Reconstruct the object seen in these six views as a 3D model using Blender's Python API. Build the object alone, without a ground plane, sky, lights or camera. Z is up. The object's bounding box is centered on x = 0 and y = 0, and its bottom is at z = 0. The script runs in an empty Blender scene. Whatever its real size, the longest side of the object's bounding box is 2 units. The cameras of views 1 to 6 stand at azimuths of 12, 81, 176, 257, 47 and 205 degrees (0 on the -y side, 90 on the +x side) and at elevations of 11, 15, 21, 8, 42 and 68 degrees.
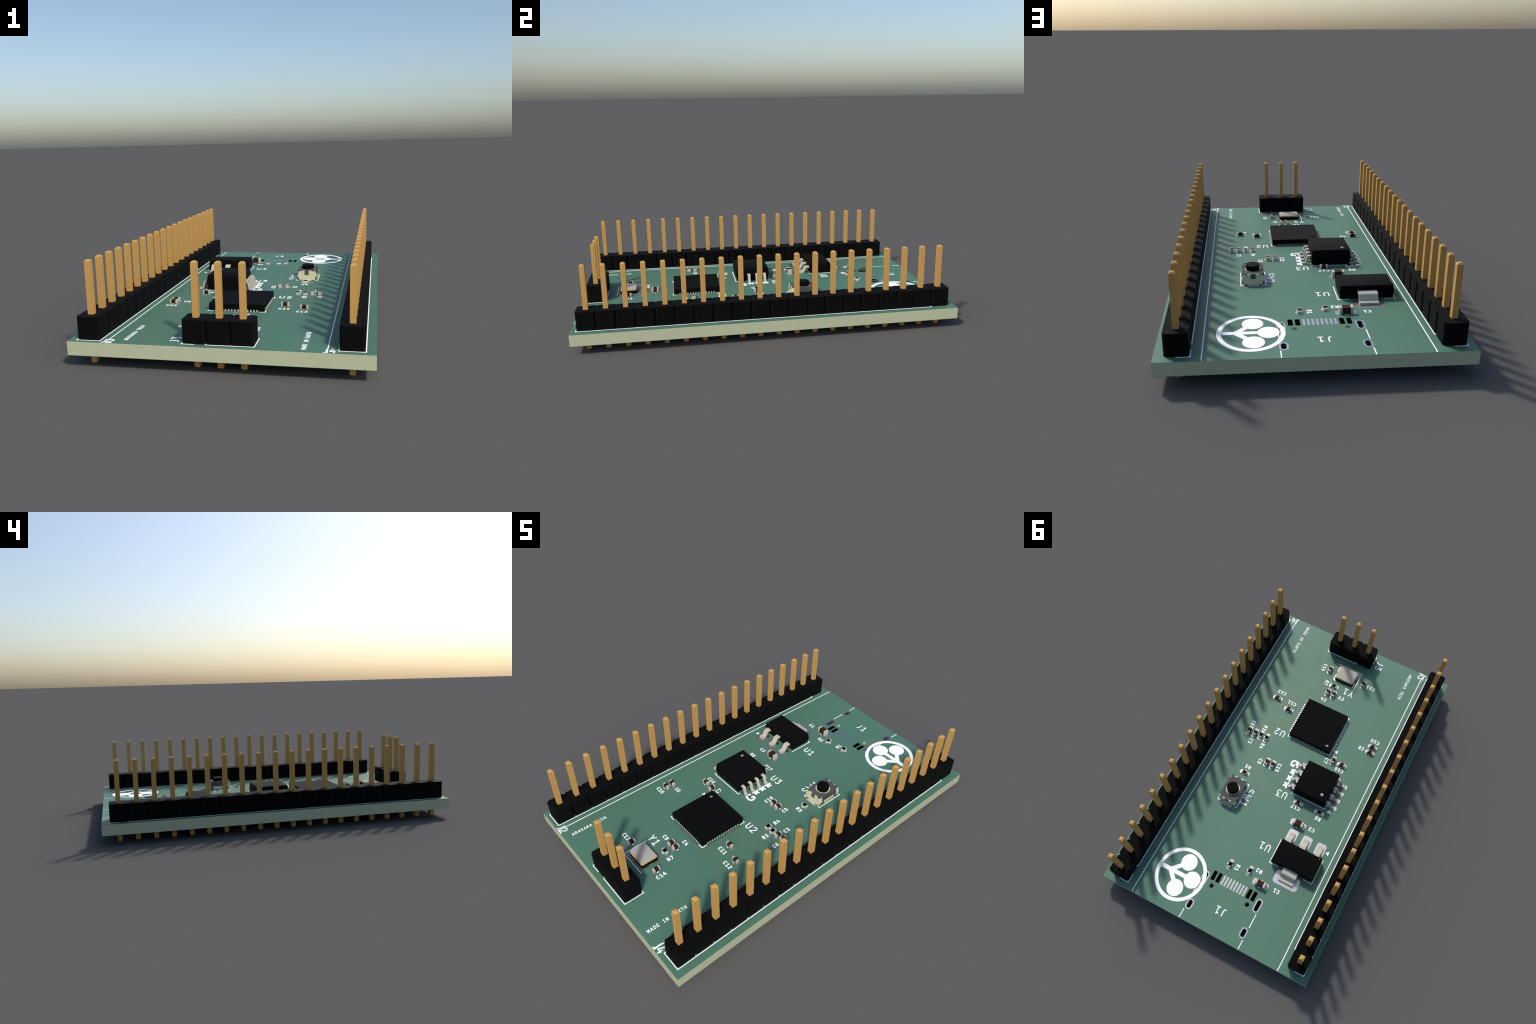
import math
import bpy
import bmesh
from mathutils import Vector

# ---------------------------------------------------------------------------
# A small microcontroller board with three upright pin headers.
# Everything is described in millimetres of the real board; S turns it to metres.
# ---------------------------------------------------------------------------
S = 2.0 / 52.5
BOARD_W, BOARD_L = 32.5, 52.5
Z_CORE_LOW, Z_CORE_HIGH = 1.408, 2.945      # glass-fibre core
Z_TOP = 2.968                                # top of the green solder mask
Z_LOW = 1.382                                # underside of the lower mask
PITCH = 2.54
scene = bpy.context.scene


# ------------------------------------------------------------------ materials
def material(name, colour, rough=0.5, metal=0.0, spec=0.5, grain=0.0, grain_scale=60.0,
             bump=0.0, tint=None, head_on=1.0):
    m = bpy.data.materials.new(name)
    m.use_nodes = True
    nt = m.node_tree
    bsdf = nt.nodes["Principled BSDF"]
    bsdf.inputs["Base Color"].default_value = (*colour, 1)
    bsdf.inputs["Roughness"].default_value = rough
    bsdf.inputs["Metallic"].default_value = metal
    bsdf.inputs["Specular IOR Level"].default_value = spec
    # how much of the gloss is left when looked at square on (matt skins shine only at a glance)
    bsdf.inputs["Specular Tint"].default_value = (head_on, head_on, head_on, 1)
    if grain or bump:
        co = nt.nodes.new("ShaderNodeTexCoord")
        noise = nt.nodes.new("ShaderNodeTexNoise")
        noise.inputs["Scale"].default_value = grain_scale
        noise.inputs["Detail"].default_value = 3.0
        nt.links.new(co.outputs["Object"], noise.inputs["Vector"])
        if grain:
            ramp = nt.nodes.new("ShaderNodeValToRGB")
            other = tint or tuple(c * (1 + grain) for c in colour)
            ramp.color_ramp.elements[0].position = 0.3
            ramp.color_ramp.elements[1].position = 0.7
            ramp.color_ramp.elements[0].color = (*[c * (1 - grain) for c in colour], 1)
            ramp.color_ramp.elements[1].color = (*other, 1)
            nt.links.new(noise.outputs["Fac"], ramp.inputs["Fac"])
            nt.links.new(ramp.outputs["Color"], bsdf.inputs["Base Color"])
        if bump:
            b = nt.nodes.new("ShaderNodeBump")
            b.inputs["Strength"].default_value = bump
            b.inputs["Distance"].default_value = 0.0005
            nt.links.new(noise.outputs["Fac"], b.inputs["Height"])
            nt.links.new(b.outputs["Normal"], bsdf.inputs["Normal"])
    return m


M_CORE = material("glass_fibre", (0.43, 0.455, 0.30), 0.6, grain=0.02, grain_scale=40)
M_MASK = material("green_solder_mask", (0.074, 0.176, 0.120), 0.55, spec=0.42, grain=0.006, grain_scale=9)
M_TRACK = material("mask_over_copper", (0.097, 0.184, 0.103), 0.5, metal=0.08, spec=0.42)  # base yellowed to bake in the copper's sun highlight
M_PAD = material("tinned_copper", (0.56, 0.548, 0.56), 0.40, metal=1.0)
M_DARKPAD = material("pad_painted_shading_black", (0.001, 0.001, 0.001), 0.9, spec=0.0)  # black shading error of overlapping faces, painted on as pad colour
M_BARREL = material("hole_barrel", (0.085, 0.085, 0.09), 0.5, metal=0.3)  # grey metal darkened to carry the gloom inside the slots
M_INK = material("white_print", (0.965, 0.97, 0.995), 0.9, spec=0.2)
M_BLACK = material("black_plastic", (0.0046, 0.0046, 0.0046), 0.85, spec=0.5, head_on=0.03, bump=0.04, grain_scale=90)
M_CHIP = material("black_epoxy", (0.0046, 0.0046, 0.0048), 0.85, spec=0.5, head_on=0.03, bump=0.04, grain_scale=120)
M_GOLD = material("gold_plating", (0.49, 0.28, 0.080), 0.8, metal=0.0, spec=0.25)
M_RIM = material("gold_ring", (0.62, 0.37, 0.115), 0.5, spec=0.3)
M_LEAD = material("tinned_lead", (0.46, 0.45, 0.375), 0.95, spec=0.15)
M_LID = material("steel_lid", (0.40, 0.39, 0.335), 0.95, spec=0.12)
M_BROWN = material("brown_ceramic", (0.042, 0.0155, 0.009), 0.6, spec=0.5, head_on=0.1, grain=0.08, grain_scale=150)
M_CERAMIC = material("pale_ceramic", (0.60, 0.60, 0.42), 0.6)
M_RESIST = material("resistive_film", (0.0012, 0.0012, 0.0015), 0.6, spec=0.5, head_on=0.05)
M_CREAM = material("cream_plastic", (0.62, 0.61, 0.39), 0.8, spec=0.3)
M_COVER = material("grey_steel", (0.080, 0.080, 0.083), 0.9, spec=0.3)
M_DOT = material("moulded_dot", (0.26, 0.23, 0.18), 0.6)


# -------------------------------------------------------------------- objects
def place(name, mesh, parent, at=(0, 0, 0), turn=0.0, **props):
    o = bpy.data.objects.new(name, mesh)
    scene.collection.objects.link(o)
    o.parent = parent
    o.location = Vector(at) * S
    o.rotation_euler = (0, 0, math.radians(turn))
    for k, v in props.items():
        o[k] = v
    return o


def finish(bm, name, *mats, bevel=0.0, segments=2, smooth=True):
    """Millimetre bmesh -> metre mesh, edges optionally chamfered."""
    bmesh.ops.recalc_face_normals(bm, faces=bm.faces)
    if bevel:
        sharp = [e for e in bm.edges if len(e.link_faces) == 2 and e.calc_face_angle(0) > 0.5]
        bmesh.ops.bevel(bm, geom=sharp, offset=bevel, segments=segments, profile=0.6, affect="EDGES")
    for v in bm.verts:
        v.co *= S
    me = bpy.data.meshes.new(name)
    bm.to_mesh(me)
    bm.free()
    for m in mats:
        me.materials.append(m)
    if smooth:
        me.polygons.foreach_set("use_smooth", [True] * len(me.polygons))
        me.set_sharp_from_angle(angle=math.radians(32))
    return me


def add_prism(bm, outline, z0, z1, z_mid=None, grow=0.0, slot=0):
    """Straight prism on a closed outline; with z_mid a double-drafted moulding."""
    def ring(pts, z):
        return [bm.verts.new((x, y, z)) for x, y in pts]
    levels = [(outline, z0), (outline, z1)]
    if z_mid is not None:
        cx = sum(p[0] for p in outline) / len(outline)
        cy = sum(p[1] for p in outline) / len(outline)
        wide = [(x + math.copysign(grow, x - cx), y + math.copysign(grow, y - cy)) for x, y in outline]
        levels = [(outline, z0), (wide, z_mid), (outline, z1)]
    rings = [ring(p, z) for p, z in levels]
    n = len(outline)
    faces = [bm.faces.new(rings[0][::-1]), bm.faces.new(rings[-1])]
    for a, b in zip(rings, rings[1:]):
        for i in range(n):
            faces.append(bm.faces.new((a[i], a[(i + 1) % n], b[(i + 1) % n], b[i])))
    for f in faces:
        f.material_index = slot
    return faces


def rect(w, h, cx=0.0, cy=0.0):
    return [(cx - w / 2, cy - h / 2), (cx + w / 2, cy - h / 2), (cx + w / 2, cy + h / 2), (cx - w / 2, cy + h / 2)]


def round_rect(w, h, r, n=5, cx=0.0, cy=0.0):
    pts = []
    for k, (sx, sy) in enumerate(((1, 1), (-1, 1), (-1, -1), (1, -1))):
        for i in range(n + 1):
            a = math.pi / 2 * (k + i / n)
            pts.append((cx + sx * (w / 2 - r) + r * math.cos(a), cy + sy * (h / 2 - r) + r * math.sin(a)))
    out = []
    for p in pts:
        if not out or (abs(p[0] - out[-1][0]) + abs(p[1] - out[-1][1])) > 1e-6:
            out.append(p)
    if abs(out[0][0] - out[-1][0]) + abs(out[0][1] - out[-1][1]) < 1e-6:
        out.pop()
    return out


def circle(r, n=32, cx=0.0, cy=0.0, tall=1.0):
    return [(cx + r * math.cos(2 * math.pi * i / n), cy + tall * r * math.sin(2 * math.pi * i / n)) for i in range(n)]


def block(name, w, l, z0, z1, mat, bevel=0.0, cx=0.0, cy=0.0):
    bm = bmesh.new()
    add_prism(bm, rect(w, l, cx, cy), z0, z1)
    return finish(bm, name, mat, bevel=bevel)


def plate(name, loops, z0, z1, mat):
    """Flat plate with holes: first loop is the outside, the others are holes."""
    cu = bpy.data.curves.new(name, "CURVE")
    cu.dimensions = "2D"
    cu.fill_mode = "BOTH"
    cu.extrude = (z1 - z0) / 2 * S
    for loop in loops:
        sp = cu.splines.new("POLY")
        sp.points.add(len(loop) - 1)
        for p, (x, y) in zip(sp.points, loop):
            p.co = (x * S, y * S, 0, 1)
        sp.use_cyclic_u = True
    tmp = bpy.data.objects.new(name, cu)
    scene.collection.objects.link(tmp)
    dg = bpy.context.evaluated_depsgraph_get()
    me = bpy.data.meshes.new_from_object(tmp.evaluated_get(dg))
    bpy.data.objects.remove(tmp)
    bpy.data.curves.remove(cu)
    for v in me.vertices:
        v.co.z += (z0 + z1) / 2 * S
    me.materials.clear()
    me.materials.append(mat)
    me.name = name
    bm = bmesh.new()
    bm.from_mesh(me)
    bmesh.ops.remove_doubles(bm, verts=bm.verts, dist=1e-6)
    bmesh.ops.recalc_face_normals(bm, faces=bm.faces)
    bm.to_mesh(me)
    bm.free()
    me.polygons.foreach_set("use_smooth", [True] * len(me.polygons))
    me.set_sharp_from_angle(angle=math.radians(32))
    return me


# -------------------------------------------------------------------- strokes
def add_stroke(bm, pts, width, z0, z1, closed=False, caps=True):
    """A printed stroke: mitred ribbon with round ends, a hair thick."""
    p = [Vector((x, y)) for x, y in pts]
    n = len(p)
    h = width / 2
    left, right = [], []
    for i in range(n):
        a = p[i] - p[i - 1] if (i or closed) else p[1] - p[0]
        b = p[(i + 1) % n] - p[i] if (i < n - 1 or closed) else p[-1] - p[-2]
        a.normalize()
        b.normalize()
        t = a + b
        t = t.normalized() if t.length > 1e-6 else a
        nrm = Vector((-t.y, t.x))
        k = h / max(0.45, nrm.dot(Vector((-a.y, a.x))))
        left.append(p[i] + nrm * k)
        right.append(p[i] - nrm * k)
    top = [(bm.verts.new((*l, z1)), bm.verts.new((*r, z1))) for l, r in zip(left, right)]
    low = [(bm.verts.new((*l, z0)), bm.verts.new((*r, z0))) for l, r in zip(left, right)]
    for i in range(n if closed else n - 1):
        j = (i + 1) % n
        bm.faces.new((top[i][1], top[j][1], top[j][0], top[i][0]))
        bm.faces.new((top[i][0], top[j][0], low[j][0], low[i][0]))
        bm.faces.new((low[i][1], low[j][1], top[j][1], top[i][1]))
    if closed:
        return
    for end, dirn in ((0, p[0] - p[1]), (-1, p[-1] - p[-2])):
        dirn.normalize()
        side = Vector((-dirn.y, dirn.x))
        first, last = (1, 0) if end == 0 else (0, 1)
        # walk round the cap from the +side corner to the -side corner
        start = top[end][1] if end == 0 else top[end][0]
        stop = top[end][0] if end == 0 else top[end][1]
        start_l = low[end][1] if end == 0 else low[end][0]
        stop_l = low[end][0] if end == 0 else low[end][1]
        arc, arc_l = [start], [start_l]
        if caps:
            for k in range(1, 6):
                a = math.pi * k / 6
                q = p[end] + side * (h * math.cos(a)) + dirn * (h * math.sin(a))
                arc.append(bm.verts.new((*q, z1)))
                arc_l.append(bm.verts.new((*q, z0)))
        arc.append(stop)
        arc_l.append(stop_l)
        if len(arc) > 2:
            bm.faces.new(arc)
        for u in range(len(arc) - 1):
            bm.faces.new((arc[u], arc[u + 1], arc_l[u + 1], arc_l[u]))


def arc(cx, cy, rx, ry, a0, a1, n=10):
    return [(cx + rx * math.cos(math.radians(a0 + (a1 - a0) * i / n)),
             cy + ry * math.sin(math.radians(a0 + (a1 - a0) * i / n))) for i in range(n + 1)]


# Stroke lettering on a box 0.56 wide and 1 high; each entry is a list of strokes.
W = 0.56
H2 = W / 2
GLYPH = {}
GLYPH["A"] = [[(0, 0), (H2, 1)], [(H2, 1), (W, 0)], [(0.1, 0.32), (W - 0.1, 0.32)]]
GLYPH["C"] = [arc(0.30, 0.69, 0.27, 0.31, 32, 180) + arc(0.30, 0.31, 0.27, 0.31, 180, 328)]
GLYPH["D"] = [[(0, 0), (0, 1)], [(0, 1), (0.2, 1)] + arc(0.2, 0.64, W - 0.2, 0.36, 90, 0, 6)
              + arc(0.2, 0.36, W - 0.2, 0.36, 0, -90, 6) + [(0, 0)]]
GLYPH["E"] = [[(W, 1), (0.03, 1), (0.03, 0), (W, 0)], [(0.03, 0.52), (W - 0.1, 0.52)]]
GLYPH["G"] = [arc(0.30, 0.69, 0.28, 0.31, 35, 180) + arc(0.30, 0.31, 0.28, 0.31, 180, 300)
              + [(W, 0.12), (W, 0.46), (0.34, 0.46)]]
GLYPH["g"] = [arc(0.30, 0.66, 0.38, 0.34, 42, 180) + arc(0.30, 0.34, 0.38, 0.34, 180, 290)
              + [(0.66, 0.10), (0.66, 0.40), (0.46, 0.40)]]      # the bolder, wider G
GLYPH["H"] = [[(0.02, 0), (0.02, 1)], [(W - 0.02, 0), (W - 0.02, 1)], [(0.02, 0.52), (W - 0.02, 0.52)]]
GLYPH["I"] = [[(H2, 0), (H2, 1)], [(0.1, 0), (W - 0.1, 0)], [(0.1, 1), (W - 0.1, 1)]]
GLYPH["J"] = [[(0.42, 1), (0.42, 0.3)] + arc(0.2, 0.28, 0.22, 0.28, 0, -100, 8)[1:]]
GLYPH["K"] = [[(0, 0), (0, 1)], [(W, 1), (0.04, 0.46)], [(0.2, 0.58), (W, 0)]]
GLYPH["M"] = [[(0, 0), (0, 1)], [(0, 1), (H2, 0.35)], [(H2, 0.35), (W, 1)], [(W, 1), (W, 0)]]
GLYPH["N"] = [[(0.02, 0), (0.02, 1)], [(0.02, 1), (W - 0.02, 0)], [(W - 0.02, 0), (W - 0.02, 1)]]
GLYPH["R"] = [[(0, 0), (0, 1)], [(0, 1), (0.3, 1)] + arc(0.3, 0.74, 0.24, 0.26, 90, -90, 8) + [(0, 0.48)],
              [(0.28, 0.48), (W, 0)]]
GLYPH["S"] = [arc(0.28, 0.75, 0.26, 0.25, 40, 230, 8) + [(0.28, 0.51)] + arc(0.28, 0.26, 0.28, 0.26, 60, -140, 9)]
GLYPH["T"] = [[(H2, 0), (H2, 1)], [(0, 1), (W, 1)]]
GLYPH["U"] = [[(0, 1), (0, 0.28)] + arc(H2, 0.28, H2, 0.28, 180, 360, 10)[1:] + [(W, 1)]]
GLYPH["W"] = [[(-0.14, 1), (0.06, 0)], [(0.06, 0), (H2, 0.72)], [(H2, 0.72), (W - 0.06, 0)], [(W - 0.06, 0), (W + 0.14, 1)]]
GLYPH["Y"] = [[(-0.02, 1), (H2, 0.46)], [(H2, 0.46), (W + 0.02, 1)], [(H2, 0.46), (H2, 0)]]
GLYPH["0"] = [arc(H2, 0.68, H2 - 0.01, 0.32, 0, 180, 8) + arc(H2, 0.32, H2 - 0.01, 0.32, 180, 360, 8)]
GLYPH["1"] = [[(0.04, 0.84), (0.2, 0.9), (0.3, 1)], [(0.3, 1), (0.3, 0)], [(0.04, 0), (W, 0)]]
GLYPH["2"] = [arc(0.28, 0.73, 0.26, 0.27, 155, -25, 9) + [(0.03, 0.0)], [(0.03, 0), (W, 0)]]
GLYPH["3"] = [[(0.02, 1), (W - 0.04, 1)], [(W - 0.04, 1), (0.24, 0.6)],
              [(0.24, 0.6)] + arc(0.27, 0.3, 0.28, 0.3, 80, -140, 10)]
GLYPH["4"] = [[(0.28, 1), (0.0, 0.33)], [(0.0, 0.33), (W, 0.33)], [(0.42, 0.62), (0.42, 0)]]
GLYPH["5"] = [[(W - 0.04, 1), (0.09, 1), (0.04, 0.56)],
              [(0.04, 0.56)] + arc(0.27, 0.33, 0.28, 0.33, 95, -140, 10)]
GLYPH["6"] = [[(0.46, 1)] + arc(0.34, 0.5, 0.32, 0.5, 110, 190, 6) + [(0.02, 0.3)],
              arc(H2, 0.3, H2 - 0.01, 0.3, 0, 352, 14)]
GLYPH["7"] = [[(0.0, 1), (W, 1)], [(W, 1), (0.16, 0)]]
GLYPH["8"] = [arc(H2, 0.77, 0.25, 0.25, 0, 360, 14), arc(H2, 0.26, 0.28, 0.26, 0, 360, 14)]
GLYPH["9"] = [arc(H2, 0.7, H2 - 0.01, 0.3, 180, 532, 14), [(W - 0.02, 0.7)] + arc(0.22, 0.5, 0.32, 0.5, 10, -70, 6) + [(0.1, 0)]]
GLYPH["*"] = [[(H2, 0.76), (H2 + 0.36 * math.cos(math.radians(a)), 0.76 + 0.36 * math.sin(math.radians(a)))]
              for a in (90, 162, 234, 306, 18)]


def label_mesh(text, size, thick, step, lift=0.0):
    bm = bmesh.new()
    x0 = -step * (len(text) - 1) / 2 - H2 * size
    count = 0
    for i, ch in enumerate(text):
        for stroke in GLYPH.get(ch, []):
            pts = [(x0 + i * step + x * size, (y - 0.5) * size) for x, y in stroke]
            add_stroke(bm, pts, thick, 0.0, 0.014 + lift + 0.0012 * (count % 9))
            count += 1
    return finish(bm, "printed_label", M_INK, smooth=False)


# ------------------------------------------------------------------- the thing
root = bpy.data.objects.new("circuit_board", None)
scene.collection.objects.link(root)
root["label"] = "green microcontroller circuit board with three black gold-pinned headers"
root["category"] = "circuit board"

# positions measured on the board, millimetres from its centre
HEADER_A = (13.90, 24.06, 20)      # right row, first pin at the far end
HEADER_B = (-14.04, 23.87, 20)     # left row
HEADER_C = (-2.35, -24.18, 3)      # short header along the near edge
USB_X, USB_Y = -1.07, 22.89        # unpopulated socket footprint
MCU = (-0.77, -9.41)
FLASH = (-4.75, -0.22)
REG = (-7.38, 11.58)
XTAL = (-0.80, -19.76)
KEY = (5.93, 6.40)

slots = []                          # (x, y, slot length) of plated slots
for sx in (-4.32, 4.32):
    slots.append((USB_X + sx, USB_Y - 3.13, 1.70))
    slots.append((USB_X + sx, USB_Y + 1.05, 1.20))
pegs = [(USB_X - 2.89, USB_Y - 2.60), (USB_X + 2.89, USB_Y - 2.60)]

outline = rect(BOARD_W, BOARD_L)
cut = [round_rect(0.60, l, 0.30, 8, x, y) for x, y, l in slots] + [circle(0.325, 28, x, y) for x, y in pegs]
board = place("bare_board", plate("bare_board", [outline] + cut, Z_CORE_LOW, Z_CORE_HIGH, M_CORE), root)
cut_mask = [round_rect(0.98, l + 0.38, 0.49, 8, x, y) for x, y, l in slots] + [circle(0.325, 28, x, y) for x, y in pegs]
place("solder_mask", plate("solder_mask", [outline] + cut_mask, Z_CORE_HIGH, Z_TOP, M_MASK), board)
place("solder_mask", plate("solder_mask", [outline] + cut_mask, Z_LOW, Z_CORE_LOW, M_MASK), board)

# --- plated slots: grey rings on both faces and a dark sleeve inside
for x, y, l in slots:
    ring = [round_rect(0.98, l + 0.38, 0.49, 8), round_rect(0.60, l, 0.30, 8)]
    place("slot_ring", plate("slot_ring", ring, Z_CORE_HIGH, Z_TOP + 0.006, M_PAD), board, (x, y, 0))
    place("slot_ring", plate("slot_ring", ring, Z_LOW - 0.006, Z_CORE_LOW, M_PAD), board, (x, y, 0))
    sleeve = [round_rect(0.598, l - 0.002, 0.299, 8), round_rect(0.54, l - 0.06, 0.27, 8)]
    place("slot_sleeve", plate("slot_sleeve", sleeve, Z_LOW, Z_TOP - 0.004, M_BARREL), board, (x, y, 0))

# --- solder pads
pad_meshes = {}


def pad(x, y, w, l, r, mat=M_PAD, lift=0.008):
    key = (w, l, r, mat.name, lift)
    if key not in pad_meshes:
        bm = bmesh.new()
        add_prism(bm, round_rect(w, l, r), Z_TOP - 0.02, Z_TOP + lift)
        pad_meshes[key] = finish(bm, "solder_pad", mat)
    return place("solder_pad", pad_meshes[key], board, (x, y, 0))


for i in range(8):
    pad(USB_X - 1.75 + 0.5 * i, USB_Y - 4.045, 0.28, 1.45, 0.07)
for dx in (-3.25, -2.45, 2.45, 3.25):
    pad(USB_X + dx, USB_Y - 4.045, 0.54, 1.42, 0.08, M_DARKPAD)
for i in range(14):
    t = -2.6 + 0.4 * i
    pad(MCU[0] + 3.44, MCU[1] + t, 0.875, 0.2, 0.05)
    pad(MCU[0] - 3.44, MCU[1] + t, 0.875, 0.2, 0.05)
    pad(MCU[0] + t, MCU[1] + 3.44, 0.2, 0.875, 0.05)
    pad(MCU[0] + t, MCU[1] - 3.44, 0.2, 0.875, 0.05)
for i in range(4):
    t = -1.905 + 1.27 * i
    pad(FLASH[0] + 3.52, FLASH[1] + t, 1.68, 0.58, 0.15)
    pad(FLASH[0] - 3.52, FLASH[1] + t, 1.68, 0.58, 0.15)
for dx in (-2.3, 0, 2.3):
    pad(REG[0] + dx, REG[1] - 3.15, 1.5, 2.0, 0.36)
pad(REG[0], REG[1] + 3.15, 3.8, 2.0, 0.5)
for dx in (-1.1, 1.1):
    for dy in (-0.85, 0.85):
        pad(XTAL[0] + dx, XTAL[1] + dy, 1.4, 1.2, 0.2)
for dy in (-1.95, 1.95):
    pad(KEY[0], KEY[1] + dy, 1.8, 1.02, 0.2)

# soldered rings under every header pin
hole_ring = plate("solder_ring", [circle(0.85, 28), rect(0.62, 0.62)], Z_LOW - 0.03, Z_LOW + 0.005, M_PAD)


# ---------------------------------------------------------------- pin headers
def pin_mesh():
    w, c = 0.32, 0.15
    bm = bmesh.new()
    rings = []
    for z, h in ((0, w - c), (c, w), (11.54 - c, w), (11.54, w - c)):
        rings.append([bm.verts.new((x * h, y * h, z)) for x, y in ((-1, -1), (1, -1), (1, 1), (-1, 1))])
    bm.faces.new(rings[0][::-1])
    bm.faces.new(rings[-1])
    for a, b in zip(rings, rings[1:]):
        for i in range(4):
            bm.faces.new((a[i], a[(i + 1) % 4], b[(i + 1) % 4], b[i]))
    return finish(bm, "header_pin", M_GOLD)


def housing_mesh(n):
    """One moulded strip of n cells; the corners of each cell are cut back."""
    a, c = PITCH / 2, 0.25
    side = []
    for i in range(n):
        y = -PITCH * i
        side += [(a - c, y + a), (a, y + a - c), (a, y - a + c), (a - c, y - a)]
    right = []
    for p in side:                       # neighbouring cells share their notch point
        if not right or abs(p[0] - right[-1][0]) + abs(p[1] - right[-1][1]) > 1e-6:
            right.append(p)
    loop = right[::-1] + [(-x, y) for x, y in right]
    bm = bmesh.new()
    add_prism(bm, loop, 3.0, 5.54)
    return finish(bm, "pin_header", M_BLACK, smooth=False)


PIN = pin_mesh()
for (x, y, n), turn in ((HEADER_A, 0), (HEADER_B, 0), (HEADER_C, 90)):
    head = place("pin_header", housing_mesh(n), root, (x, y, 0), turn)
    for i in range(n):
        place("header_pin", PIN, head, (0, -PITCH * i, 0))
        q = (x, y - PITCH * i) if not turn else (x + PITCH * i, y)
        place("solder_ring", hole_ring, board, (*q, 0))


# ---------------------------------------------------------------- bent leads
def add_lead(bm, path, thick, width, radius):
    """Sheet-metal strip bent along a side-view path of (out, up) points."""
    p = [Vector(q) for q in path]
    line = [p[0]]
    for a, b, c in zip(p, p[1:], p[2:]):
        u, v = (a - b).normalized(), (c - b).normalized()
        half = u.angle(v) / 2
        d = radius / math.tan(half)
        centre = b + (u + v).normalized() * (radius / math.sin(half))
        s, e = b + u * d - centre, b + v * d - centre
        ang = s.angle_signed(e)
        for k in range(7):
            t = -ang * k / 6
            line.append(centre + Vector((s.x * math.cos(t) - s.y * math.sin(t), s.x * math.sin(t) + s.y * math.cos(t))))
    line.append(p[-1])
    n = len(line)
    quads = []
    for i in range(n):
        t = (line[min(i + 1, n - 1)] - line[max(i - 1, 0)]).normalized()
        nrm = Vector((-t.y, t.x)) * thick / 2
        a, b = line[i] + nrm, line[i] - nrm
        quads.append([bm.verts.new((a.x, -width / 2, a.y)), bm.verts.new((a.x, width / 2, a.y)),
                      bm.verts.new((b.x, width / 2, b.y)), bm.verts.new((b.x, -width / 2, b.y))])
    bm.faces.new(quads[0])
    bm.faces.new(quads[-1][::-1])
    for a, b in zip(quads, quads[1:]):
        for i in range(4):
            bm.faces.new((a[i], b[i], b[(i + 1) % 4], a[(i + 1) % 4]))


def lead(name, path, thick, width, radius):
    bm = bmesh.new()
    add_lead(bm, path, thick, width, radius)
    return finish(bm, name, M_LEAD)


def dot(r, z, thick=0.006):
    bm = bmesh.new()
    add_prism(bm, circle(r, 28), z - 0.02, z + thick)
    return finish(bm, "orientation_dot", M_DOT)


def moulded(name, w, l, z0, z1, z_mid, grow):
    bm = bmesh.new()
    add_prism(bm, rect(w, l), z0, z1, z_mid, grow)
    return finish(bm, name, M_CHIP, bevel=0.02)


B = Z_TOP + 0.012                    # parts stand on their pads

# --- microcontroller, flat no-lead package with recessed orientation dot
spot = (-2.62, 2.62)
bm = bmesh.new()
add_prism(bm, rect(6.95, 6.95), 0.02, 0.74)
mcu_mesh = finish(bm, "microcontroller_chip", M_CHIP)
mcu = place("microcontroller_chip", mcu_mesh, root, (*MCU, B))
place("chip_top", plate("chip_top", [rect(6.95, 6.95), circle(0.26, 28, *spot)], 0.7405, 0.88, M_CHIP), mcu)
place("orientation_dot", dot(0.255, 0.74), mcu, (*spot, 0))
bm = bmesh.new()
add_prism(bm, round_rect(0.2, 0.2, 0.06), 0.0, 0.2)
term = finish(bm, "chip_terminal", M_LEAD)
for i in range(14):
    t = -2.6 + 0.4 * i
    for q in ((3.42, t), (-3.42, t), (t, 3.42), (t, -3.42)):
        place("chip_terminal", term, mcu, (*q, 0))

# --- memory chip
flash = place("memory_chip", moulded("memory_chip", 5.04, 5.04, 0.10, 2.14, 1.12, 0.13), root, (*FLASH, B))
flash_lead = lead("chip_lead", [(2.45, 1.12), (3.12, 1.12), (3.38, 0.10), (3.93, 0.10)], 0.2, 0.42, 0.17)
for i in range(4):
    t = -1.905 + 1.27 * i
    place("chip_lead", flash_lead, flash, (0, t, 0))
    place("chip_lead", flash_lead, flash, (0, t, 0), 180)
place("orientation_dot", dot(0.24, 2.14), flash, (-1.60, 1.56, 0))

# --- voltage regulator
reg = place("voltage_regulator", moulded("voltage_regulator", 6.30, 3.38, 0.06, 1.68, 0.92, 0.11), root, (*REG, B))
reg_lead = lead("chip_lead", [(1.55, 0.93), (2.38, 0.93), (2.80, 0.13), (3.56, 0.13)], 0.26, 0.74, 0.32)
for dx in (-2.3, 0, 2.3):
    place("chip_lead", reg_lead, reg, (dx, 0, 0), -90)
tab = lead("heat_tab", [(1.55, 0.95), (2.60, 0.95), (2.88, 0.17), (3.56, 0.17)], 0.26, 2.28, 0.26)
place("heat_tab", tab, reg, (0, 0, 0), 90)
place("orientation_dot", dot(0.07, 1.68), reg, (-2.92, -1.46, 0))

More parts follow.
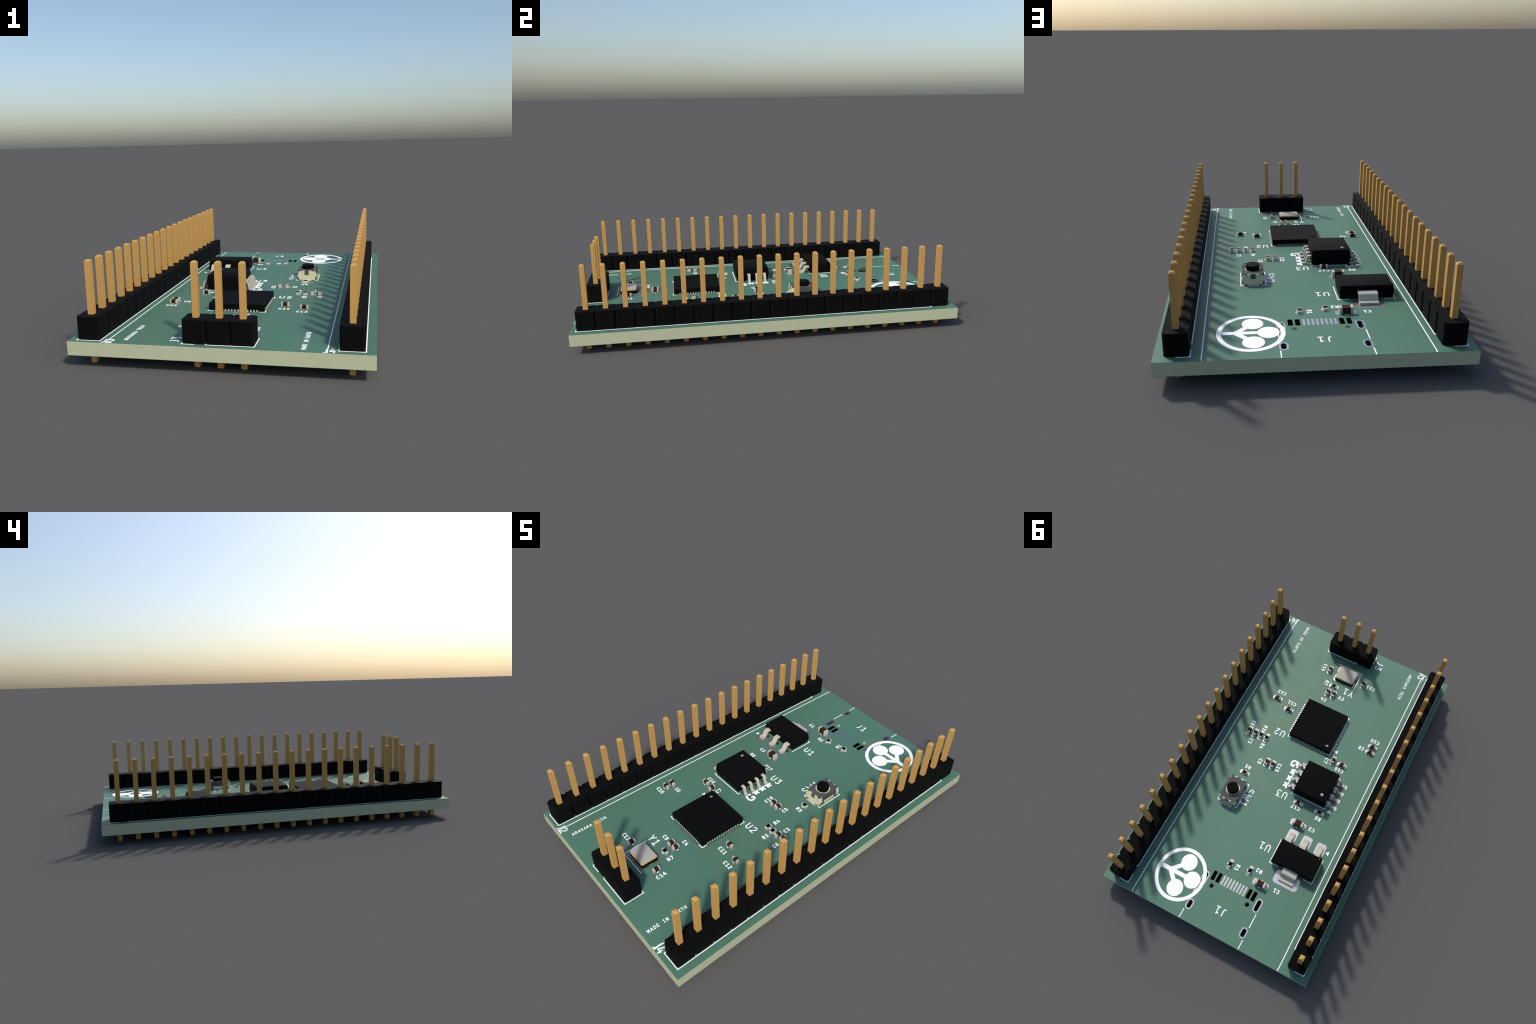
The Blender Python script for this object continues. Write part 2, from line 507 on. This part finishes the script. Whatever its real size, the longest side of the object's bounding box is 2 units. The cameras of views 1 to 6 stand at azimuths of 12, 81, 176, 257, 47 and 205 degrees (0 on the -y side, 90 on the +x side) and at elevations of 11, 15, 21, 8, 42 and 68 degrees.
# --- crystal: black ceramic tub, gold ring, steel lid
bm = bmesh.new()
add_prism(bm, round_rect(3.2, 2.5, 0.22), 0.02, 0.46)
xtal = place("crystal_oscillator", finish(bm, "crystal_oscillator", M_CHIP), root, (*XTAL, B))
bm = bmesh.new()
add_prism(bm, round_rect(3.16, 2.46, 0.24), 0.455, 0.56)
place("gold_ring", finish(bm, "gold_ring", M_RIM, bevel=0.02), xtal)
bm = bmesh.new()
add_prism(bm, round_rect(2.98, 2.28, 0.24), 0.555, 0.68)
place("metal_lid", finish(bm, "metal_lid", M_LID, bevel=0.035), xtal)

# --- push button
hexagon = [(-1.21, 1.35), (-1.36, 0.80), (-1.40, 0.74), (-1.40, 0.52), (-1.21, 0.50), (-1.21, 0.06),
           (1.21, 0.06), (1.21, 0.50), (1.40, 0.52), (1.40, 0.74), (1.36, 0.80), (1.21, 1.35)]


def add_slab(bm, profile, y0, y1):
    """Extrude an (x, z) profile along y."""
    a = [bm.verts.new((x, y0, z)) for x, z in profile]
    b = [bm.verts.new((x, y1, z)) for x, z in profile]
    bm.faces.new(a)
    bm.faces.new(b[::-1])
    n = len(profile)
    for i in range(n):
        bm.faces.new((a[i], b[i], b[(i + 1) % n], a[(i + 1) % n]))


bm = bmesh.new()
add_slab(bm, hexagon, -1.96, -1.42)
add_slab(bm, hexagon, 1.42, 1.96)
add_prism(bm, rect(2.50, 2.84), 0.06, 1.35)
for sx in (-1, 1):                                   # lower windows between the cover's legs
    add_prism(bm, rect(0.26, 2.07, sx * 1.24, 0), 0.06, 0.655)
for sy in (-1, 1):                                   # stubs that show in the cover's cut-outs
    for sx in (-1, 1):
        add_prism(bm, rect(0.40, 0.14, sx * 0.52, sy * 1.87), 1.34, 1.425)
key = place("push_button", finish(bm, "push_button", M_CREAM), root, (*KEY, B))

R_HOLE = 1.07
edge = []
half = [(1.385, 1.40), (1.21, 1.43), (1.21, 1.93), (0.74, 1.93), (0.72, 1.80), (0.31, 1.80), (0.29, 1.98)]
edge = half + [(-x, y) for x, y in half[::-1]]
edge += [(-x, -y) for x, y in half] + [(x, -y) for x, y in half[::-1]]
cover = place("metal_cover", plate("metal_cover", [edge, circle(R_HOLE, 40)], 1.355, 1.45, M_COVER), key)
bm = bmesh.new()
for sx in (-1, 1):
    add_prism(bm, rect(0.10, 2.80, sx * 1.335, 0), 0.66, 1.3545)      # side wall
    for sy in (-1, 1):
        add_prism(bm, rect(0.10, 0.36, sx * 1.3345, sy * 1.22), 0.03, 0.6595)   # its legs
for sy in (-1, 1):
    add_prism(bm, rect(0.58, 0.07, 0, sy * 1.985), 0.84, 1.42)       # end clips
place("cover_wall", finish(bm, "cover_wall", M_COVER), key)
bm = bmesh.new()
add_prism(bm, circle(R_HOLE - 0.01, 40), 1.20, 1.365)
place("plunger_seat", finish(bm, "plunger_seat", M_CREAM), key)
bm = bmesh.new()
add_prism(bm, circle(0.87, 44), 1.30, 2.04)
place("plunger", finish(bm, "plunger", M_BLACK, bevel=0.05), key)
bm = bmesh.new()
add_prism(bm, rect(1.36, 0.62, 0, 0), 0.0, 0.13)
foot = finish(bm, "button_terminal", M_LEAD, bevel=0.02)
for sy in (-1, 1):
    place("button_terminal", foot, key, (0, sy * 2.10, 0))

# -------------------------------------------------- ceramic capacitors, resistors


def chip_part(kind, long, wide, high, cap, centre_mat):
    bm = bmesh.new()
    add_prism(bm, rect(long - 2 * cap + 0.02, wide - 0.02), 0.012, high - 0.012)
    body = finish(bm, kind, centre_mat)
    bm = bmesh.new()
    add_prism(bm, rect(cap, wide, long / 2 - cap / 2, 0), 0.0, high)
    return body, finish(bm, "end_cap", M_LEAD, bevel=0.035)


CAP_S = chip_part("ceramic_capacitor", 1.0, 0.5, 0.5, 0.23, M_BROWN)
CAP_L = chip_part("ceramic_capacitor", 1.6, 0.8, 0.8, 0.33, M_BROWN)
RES_S = chip_part("chip_resistor", 1.0, 0.49, 0.32, 0.24, M_CERAMIC)
bm = bmesh.new()
add_prism(bm, rect(0.56, 0.465), 0.30, 0.345)
FILM = finish(bm, "resistive_film", M_RESIST)
bm = bmesh.new()
for s in (-1, 1):
    add_stroke(bm, [(-0.108, s * 0.37), (0.108, s * 0.37)], 0.12, 0.0, 0.014)
DASH_S = finish(bm, "printed_outline", M_INK, smooth=False)
bm = bmesh.new()
for s in (-1, 1):
    add_stroke(bm, [(-0.14, s * 0.52), (0.14, s * 0.52)], 0.12, 0.0, 0.014)
DASH_L = finish(bm, "printed_outline", M_INK, smooth=False)

# text, part x, y, upright?, label x, y, label upright?
PARTS = [
    ("C12", 7.41, -11.00, 0, 7.25, -12.22, 0), ("C11", 4.89, -9.98, 0, 4.93, -11.23, 0),
    ("C6", 8.70, -3.78, 1, 8.74, -5.20, 1), ("C3", 7.68, -3.78, 1, 7.72, -2.26, 1),
    ("R3", 6.71, -3.90, 1, 6.71, -5.26, 1), ("R4", 5.70, -3.84, 1, 5.70, -2.30, 1),
    ("C5", 3.71, -0.24, 1, 4.74, 0.12, 1), ("C15", 2.71, -0.24, 1, 1.71, -0.24, 1),
    ("C4", 0.68, -15.75, 1, 0.76, -14.25, 0), ("C9", -0.31, -15.76, 1, -1.72, -15.73, 0),
    ("R7", 0.30, -17.20, 0, 1.66, -17.28, 1), ("C14", 2.15, -19.74, 1, 3.22, -19.73, 1),
    ("C13", -3.83, -19.73, 1, -5.22, -19.72, 0), ("C7", -5.28, -5.24, 1, -4.32, -4.76, 1),
    ("C16", -6.79, -5.16, 0, -6.76, -4.23, 0), ("C10", -9.79, -10.18, 0, -9.76, -11.23, 0),
    ("C8", -9.79, -9.16, 0, -8.24, -9.24, 0), ("C17", -3.61, 3.45, 0, -3.54, 4.28, 0),
    ("R6", -7.07, 3.38, 0, -7.27, 4.29, 0), ("R5", 5.91, 2.86, 0, 5.92, 1.78, 0),
    ("C2", -5.07, 6.42, 0, -7.23, 6.28, 0), ("C1", -4.31, 16.88, 0, -6.79, 16.73, 0),
    ("R1", 0.92, 16.36, 1, -0.22, 16.33, 1), ("R2", -2.07, 15.89, 1, -3.25, 15.29, 0),
]
for text, x, y, up, lx, ly, lup in PARTS:
    turn = 90 if up else 0
    big = text in ("C1", "C2")
    body, cap = RES_S if text[0] == "R" else (CAP_L if big else CAP_S)
    part = place(body.name.split(".")[0], body, root, (x, y, B), turn)
    place("end_cap", cap, part)
    place("end_cap", cap, part, (0, 0, 0), 180)
    if text[0] == "R":
        place("resistive_film", FILM, part)
    off, w, l, r = (0.775, 0.9, 0.95, 0.22) if big else (0.49, 0.56, 0.62, 0.14)
    for s in (-1, 1):
        q = (x, y + s * off) if up else (x + s * off, y)
        pad(*q, *((l, w) if up else (w, l)), r)
    place("printed_outline", DASH_L if big else DASH_S, board, (x, y, Z_TOP), turn)
    place("printed_label", label_mesh(text, 0.5, 0.125, 0.505), board, (lx, ly, Z_TOP), 90 if lup else 0)

# ------------------------------------------------------------------- printing
LABELS = [
    ("U1", -2.31, 11.77, 0), ("U2", 4.27, -5.70, 0), ("U3", -0.73, 3.35, 0), ("J1", -1.16, 22.86, 0),
    ("Y1", -2.30, -17.20, 0),
]
for text, x, y, up in LABELS:
    place("printed_label", label_mesh(text, 1.0, 0.15, 0.98, 0.006), board, (x, y, Z_TOP), 90 if up else 0)
place("printed_label", label_mesh("MADE IN EARTH", 0.42, 0.085, 0.436), board, (9.05, -22.75, Z_TOP), 90)
place("printed_label", label_mesh("ARASAKA TECH", 0.42, 0.085, 0.434), board, (-10.06, -22.56, Z_TOP), 90)
place("printed_label", label_mesh("J2", 1.0, 0.15, 0.76, 0.006), board, (-11.88, -25.62, Z_TOP))
place("printed_label", label_mesh("J4", 1.0, 0.15, 0.74, 0.006), board, (11.60, -25.62, Z_TOP))
place("printed_label", label_mesh("J3", 1.0, 0.15, 0.93, 0.006), board, (-4.74, -24.24, Z_TOP), 90)
place("printed_label", label_mesh("SW1", 1.05, 0.15, 1.12, 0.006), board, (3.72, 6.26, Z_TOP), 90)
place("printed_label", label_mesh("g", 1.20, 0.28, 1.2, 0.006), board, (-0.33, -2.02, Z_TOP), 90)
place("printed_label", label_mesh("***", 1.18, 0.30, 1.18, 0.006), board, (-0.36, 0.50, Z_TOP), 90)

LINE = 0.12


def printed(lines, width=LINE, lift=0.0, name="printed_outline"):
    bm = bmesh.new()
    for k, pts in enumerate(lines):
        add_stroke(bm, pts, width, Z_TOP - 0.005, Z_TOP + 0.011 + lift + 0.0009 * (k % 4))
    place(name, finish(bm, name, M_INK, smooth=False), board)


for x in (11.45, -11.89):                              # two rules down the whole board
    printed([[(x, -26.18), (x, 25.9), (x - (0.10 if x > 0 else -0.06), 26.17)]])


def header_outline(x, y, n, turn):
    e, f = 1.33, PITCH * (n - 1)
    rule = [[(-e, -1.27), (e, -1.27), (e, -f - e), (-e, -f - e), (-e, -1.27)], [(-e, 0), (-e, e), (0, e)]]
    if turn:
        rule = [[(-b, a) for a, b in pts] for pts in rule]
    printed([[(x + a, y + b) for a, b in pts] for pts in rule])


header_outline(*HEADER_A, 0)
header_outline(*HEADER_B, 0)
header_outline(*HEADER_C, 90)

k = 3.62
printed([[(MCU[0] + sx * (k - 0.68), MCU[1] + sy * k), (MCU[0] + sx * k, MCU[1] + sy * k),
          (MCU[0] + sx * k, MCU[1] + sy * (k - 0.68))] for sx in (-1, 1) for sy in (-1, 1)])
printed([[(FLASH[0] - 2.78, FLASH[1] + s * 2.42), (FLASH[0] - 2.78, FLASH[1] + s * 2.73),
          (FLASH[0] + 2.78, FLASH[1] + s * 2.73), (FLASH[0] + 2.78, FLASH[1] + s * 2.42)] for s in (-1, 1)])
printed([[(REG[0] + s * 3.42, REG[1] - 1.92), (REG[0] + s * 3.42, REG[1] + 1.89), (REG[0] + s * 2.10, REG[1] + 1.89)]
         for s in (-1, 1)])
printed([[(XTAL[0] + 2.1, XTAL[1] - 1.71), (XTAL[0] - 2.04, XTAL[1] - 1.71), (XTAL[0] - 2.04, XTAL[1] + 1.71)]])
printed([[(KEY[0] + s * 1.22, KEY[1] - 2.07), (KEY[0] + s * 1.56, KEY[1] - 2.07),
          (KEY[0] + s * 1.56, KEY[1] + 2.07), (KEY[0] + s * 1.22, KEY[1] + 2.07)] for s in (-1, 1)])
printed([[(USB_X + s * 4.70, USB_Y + a), (USB_X + s * 4.70, USB_Y + b)]
         for s in (-1, 1) for a, b in ((-1.92, 0.1), (1.98, 3.28))])


def triangle(pts):
    bm = bmesh.new()
    add_prism(bm, pts, Z_TOP - 0.005, Z_TOP + 0.013)
    place("printed_arrow", finish(bm, "printed_arrow", M_INK), board)


triangle([(-4.84, -6.80), (-5.30, -6.50), (-5.30, -7.12)])
triangle([(-10.58, 8.42), (-11.07, 8.74), (-11.07, 8.08)])
triangle([(-8.78, 2.79), (-8.33, 2.14), (-7.90, 2.79)])

# --- round emblem: ring, three discs on a branching stem
LX, LY = 6.51, 20.89
emblem = plate("printed_emblem", [circle(3.66, 96, tall=1.08), circle(3.15, 96, tall=1.09)], Z_TOP - 0.004, Z_TOP + 0.022, M_INK)
place("printed_emblem", emblem, board, (LX, LY, 0))
bm = bmesh.new()
discs = ((-0.22, -2.02), (-1.85, 0.02), (-0.23, 2.06))
for i, (dx, dy) in enumerate(discs):
    add_prism(bm, circle(1.17, 48, dx, dy, 1.06), Z_TOP - 0.004, Z_TOP + 0.020 + 0.0012 * i)
fork = (1.70, 0.02)
add_stroke(bm, [(3.10, 0.02), (-1.2, 0.02)], 0.62, Z_TOP - 0.004, Z_TOP + 0.026, caps=False)
add_stroke(bm, [fork, (-0.02, -1.70)], 0.62, Z_TOP - 0.004, Z_TOP + 0.0275, caps=False)
add_stroke(bm, [fork, (-0.02, 1.74)], 0.62, Z_TOP - 0.004, Z_TOP + 0.029, caps=False)
place("printed_emblem", finish(bm, "printed_emblem", M_INK, smooth=False), board, (LX, LY, 0))

# ------------------------------------------- copper tracks showing through the mask
TRACKS = [
    [(2.73, -24.0), (3.75, -22.6), (3.75, -16.6), (2.9, -15.5)],
    [(12.8, -19.2), (10.3, -19.1), (9.0, -17.6), (8.85, -14.4), (8.2, -13.7), (3.0, -13.7), (1.5, -13.3)],
    [(12.8, -14.1), (10.7, -14.1), (9.5, -12.9), (8.6, -12.8), (7.9, -13.02), (3.63, -13.0), (2.9, -12.3)],
    [(12.8, -11.5), (9.2, -12.1), (7.6, -12.04), (7.0, -12.38), (4.3, -12.4), (3.3, -11.4)],
    [(8.7, -11.77), (7.4, -11.5), (4.7, -11.5), (3.2, -11.1)],
    [(12.8, -10.3), (9.9, -10.1), (8.9, -9.8), (8.0, -9.7), (6.8, -10.8), (5.6, -10.8), (5.0, -10.1)],
    [(8.5, -8.9), (8.0, -9.1), (6.85, -10.25), (6.8, -11.0)],
    [(12.8, -9.0), (8.6, -8.6), (8.1, -8.46), (7.1, -9.42), (5.3, -9.5), (4.0, -9.6)],
    [(12.8, -8.95), (11.0, -8.9), (9.5, -8.12), (8.1, -8.12), (7.5, -8.42), (3.0, -8.43)],
    [(12.8, -8.1), (9.6, -7.85), (7.9, -7.75), (7.36, -8.08), (3.0, -8.09)],
    [(12.8, -7.9), (9.25, -7.45), (7.8, -7.36), (7.4, -7.6), (3.0, -7.62)],
    [(12.8, -6.6), (11.5, -6.6), (9.1, -6.95), (7.4, -6.97), (7.0, -7.23), (3.0, -7.28)],
    [(12.8, -4.9), (9.0, -5.0), (8.4, -5.3), (7.1, -6.65), (6.7, -6.83), (3.0, -6.87)],
    [(12.8, -3.8), (9.3, -3.9), (7.2, -5.8), (6.8, -5.97), (4.0, -6.0)],
    [(7.5, -4.6), (7.1, -5.0), (6.3, -5.12), (5.3, -5.05), (4.7, -4.65), (2.0, -4.6)],
    [(6.6, -4.9), (5.6, -4.8), (5.1, -4.5), (5.1, -4.1), (4.4, -3.6), (2.3, -3.6)],
    [(6.8, -3.4), (6.8, -0.4), (1.9, 4.6)],
    [(5.74, -3.3), (5.74, 0.05), (1.8, 4.1)],
    [(4.9, 0.3), (1.4, 3.7)],
    [(12.8, 2.9), (8.6, 2.92), (6.5, 2.85)],
    [(5.3, 3.0), (4.35, 3.9), (4.3, 5.0)],
    [(4.9, -0.65), (4.2, -0.74), (2.55, -1.4), (1.2, -1.2)],
    [(1.64, -19.6), (1.32, -19.1), (1.35, -18.2), (0.9, -17.4)],
]
bm = bmesh.new()
for i, pts in enumerate(TRACKS):
    add_stroke(bm, pts, 0.2, Z_TOP - 0.01, Z_TOP + 0.002 + 0.0004 * (i % 5))
add_stroke(bm, circle(0.27, 20, 6.15, -10.14), 0.14, Z_TOP - 0.01, Z_TOP + 0.004, closed=True)
place("copper_track", finish(bm, "copper_track", M_TRACK, smooth=False), board, kind="stuff")
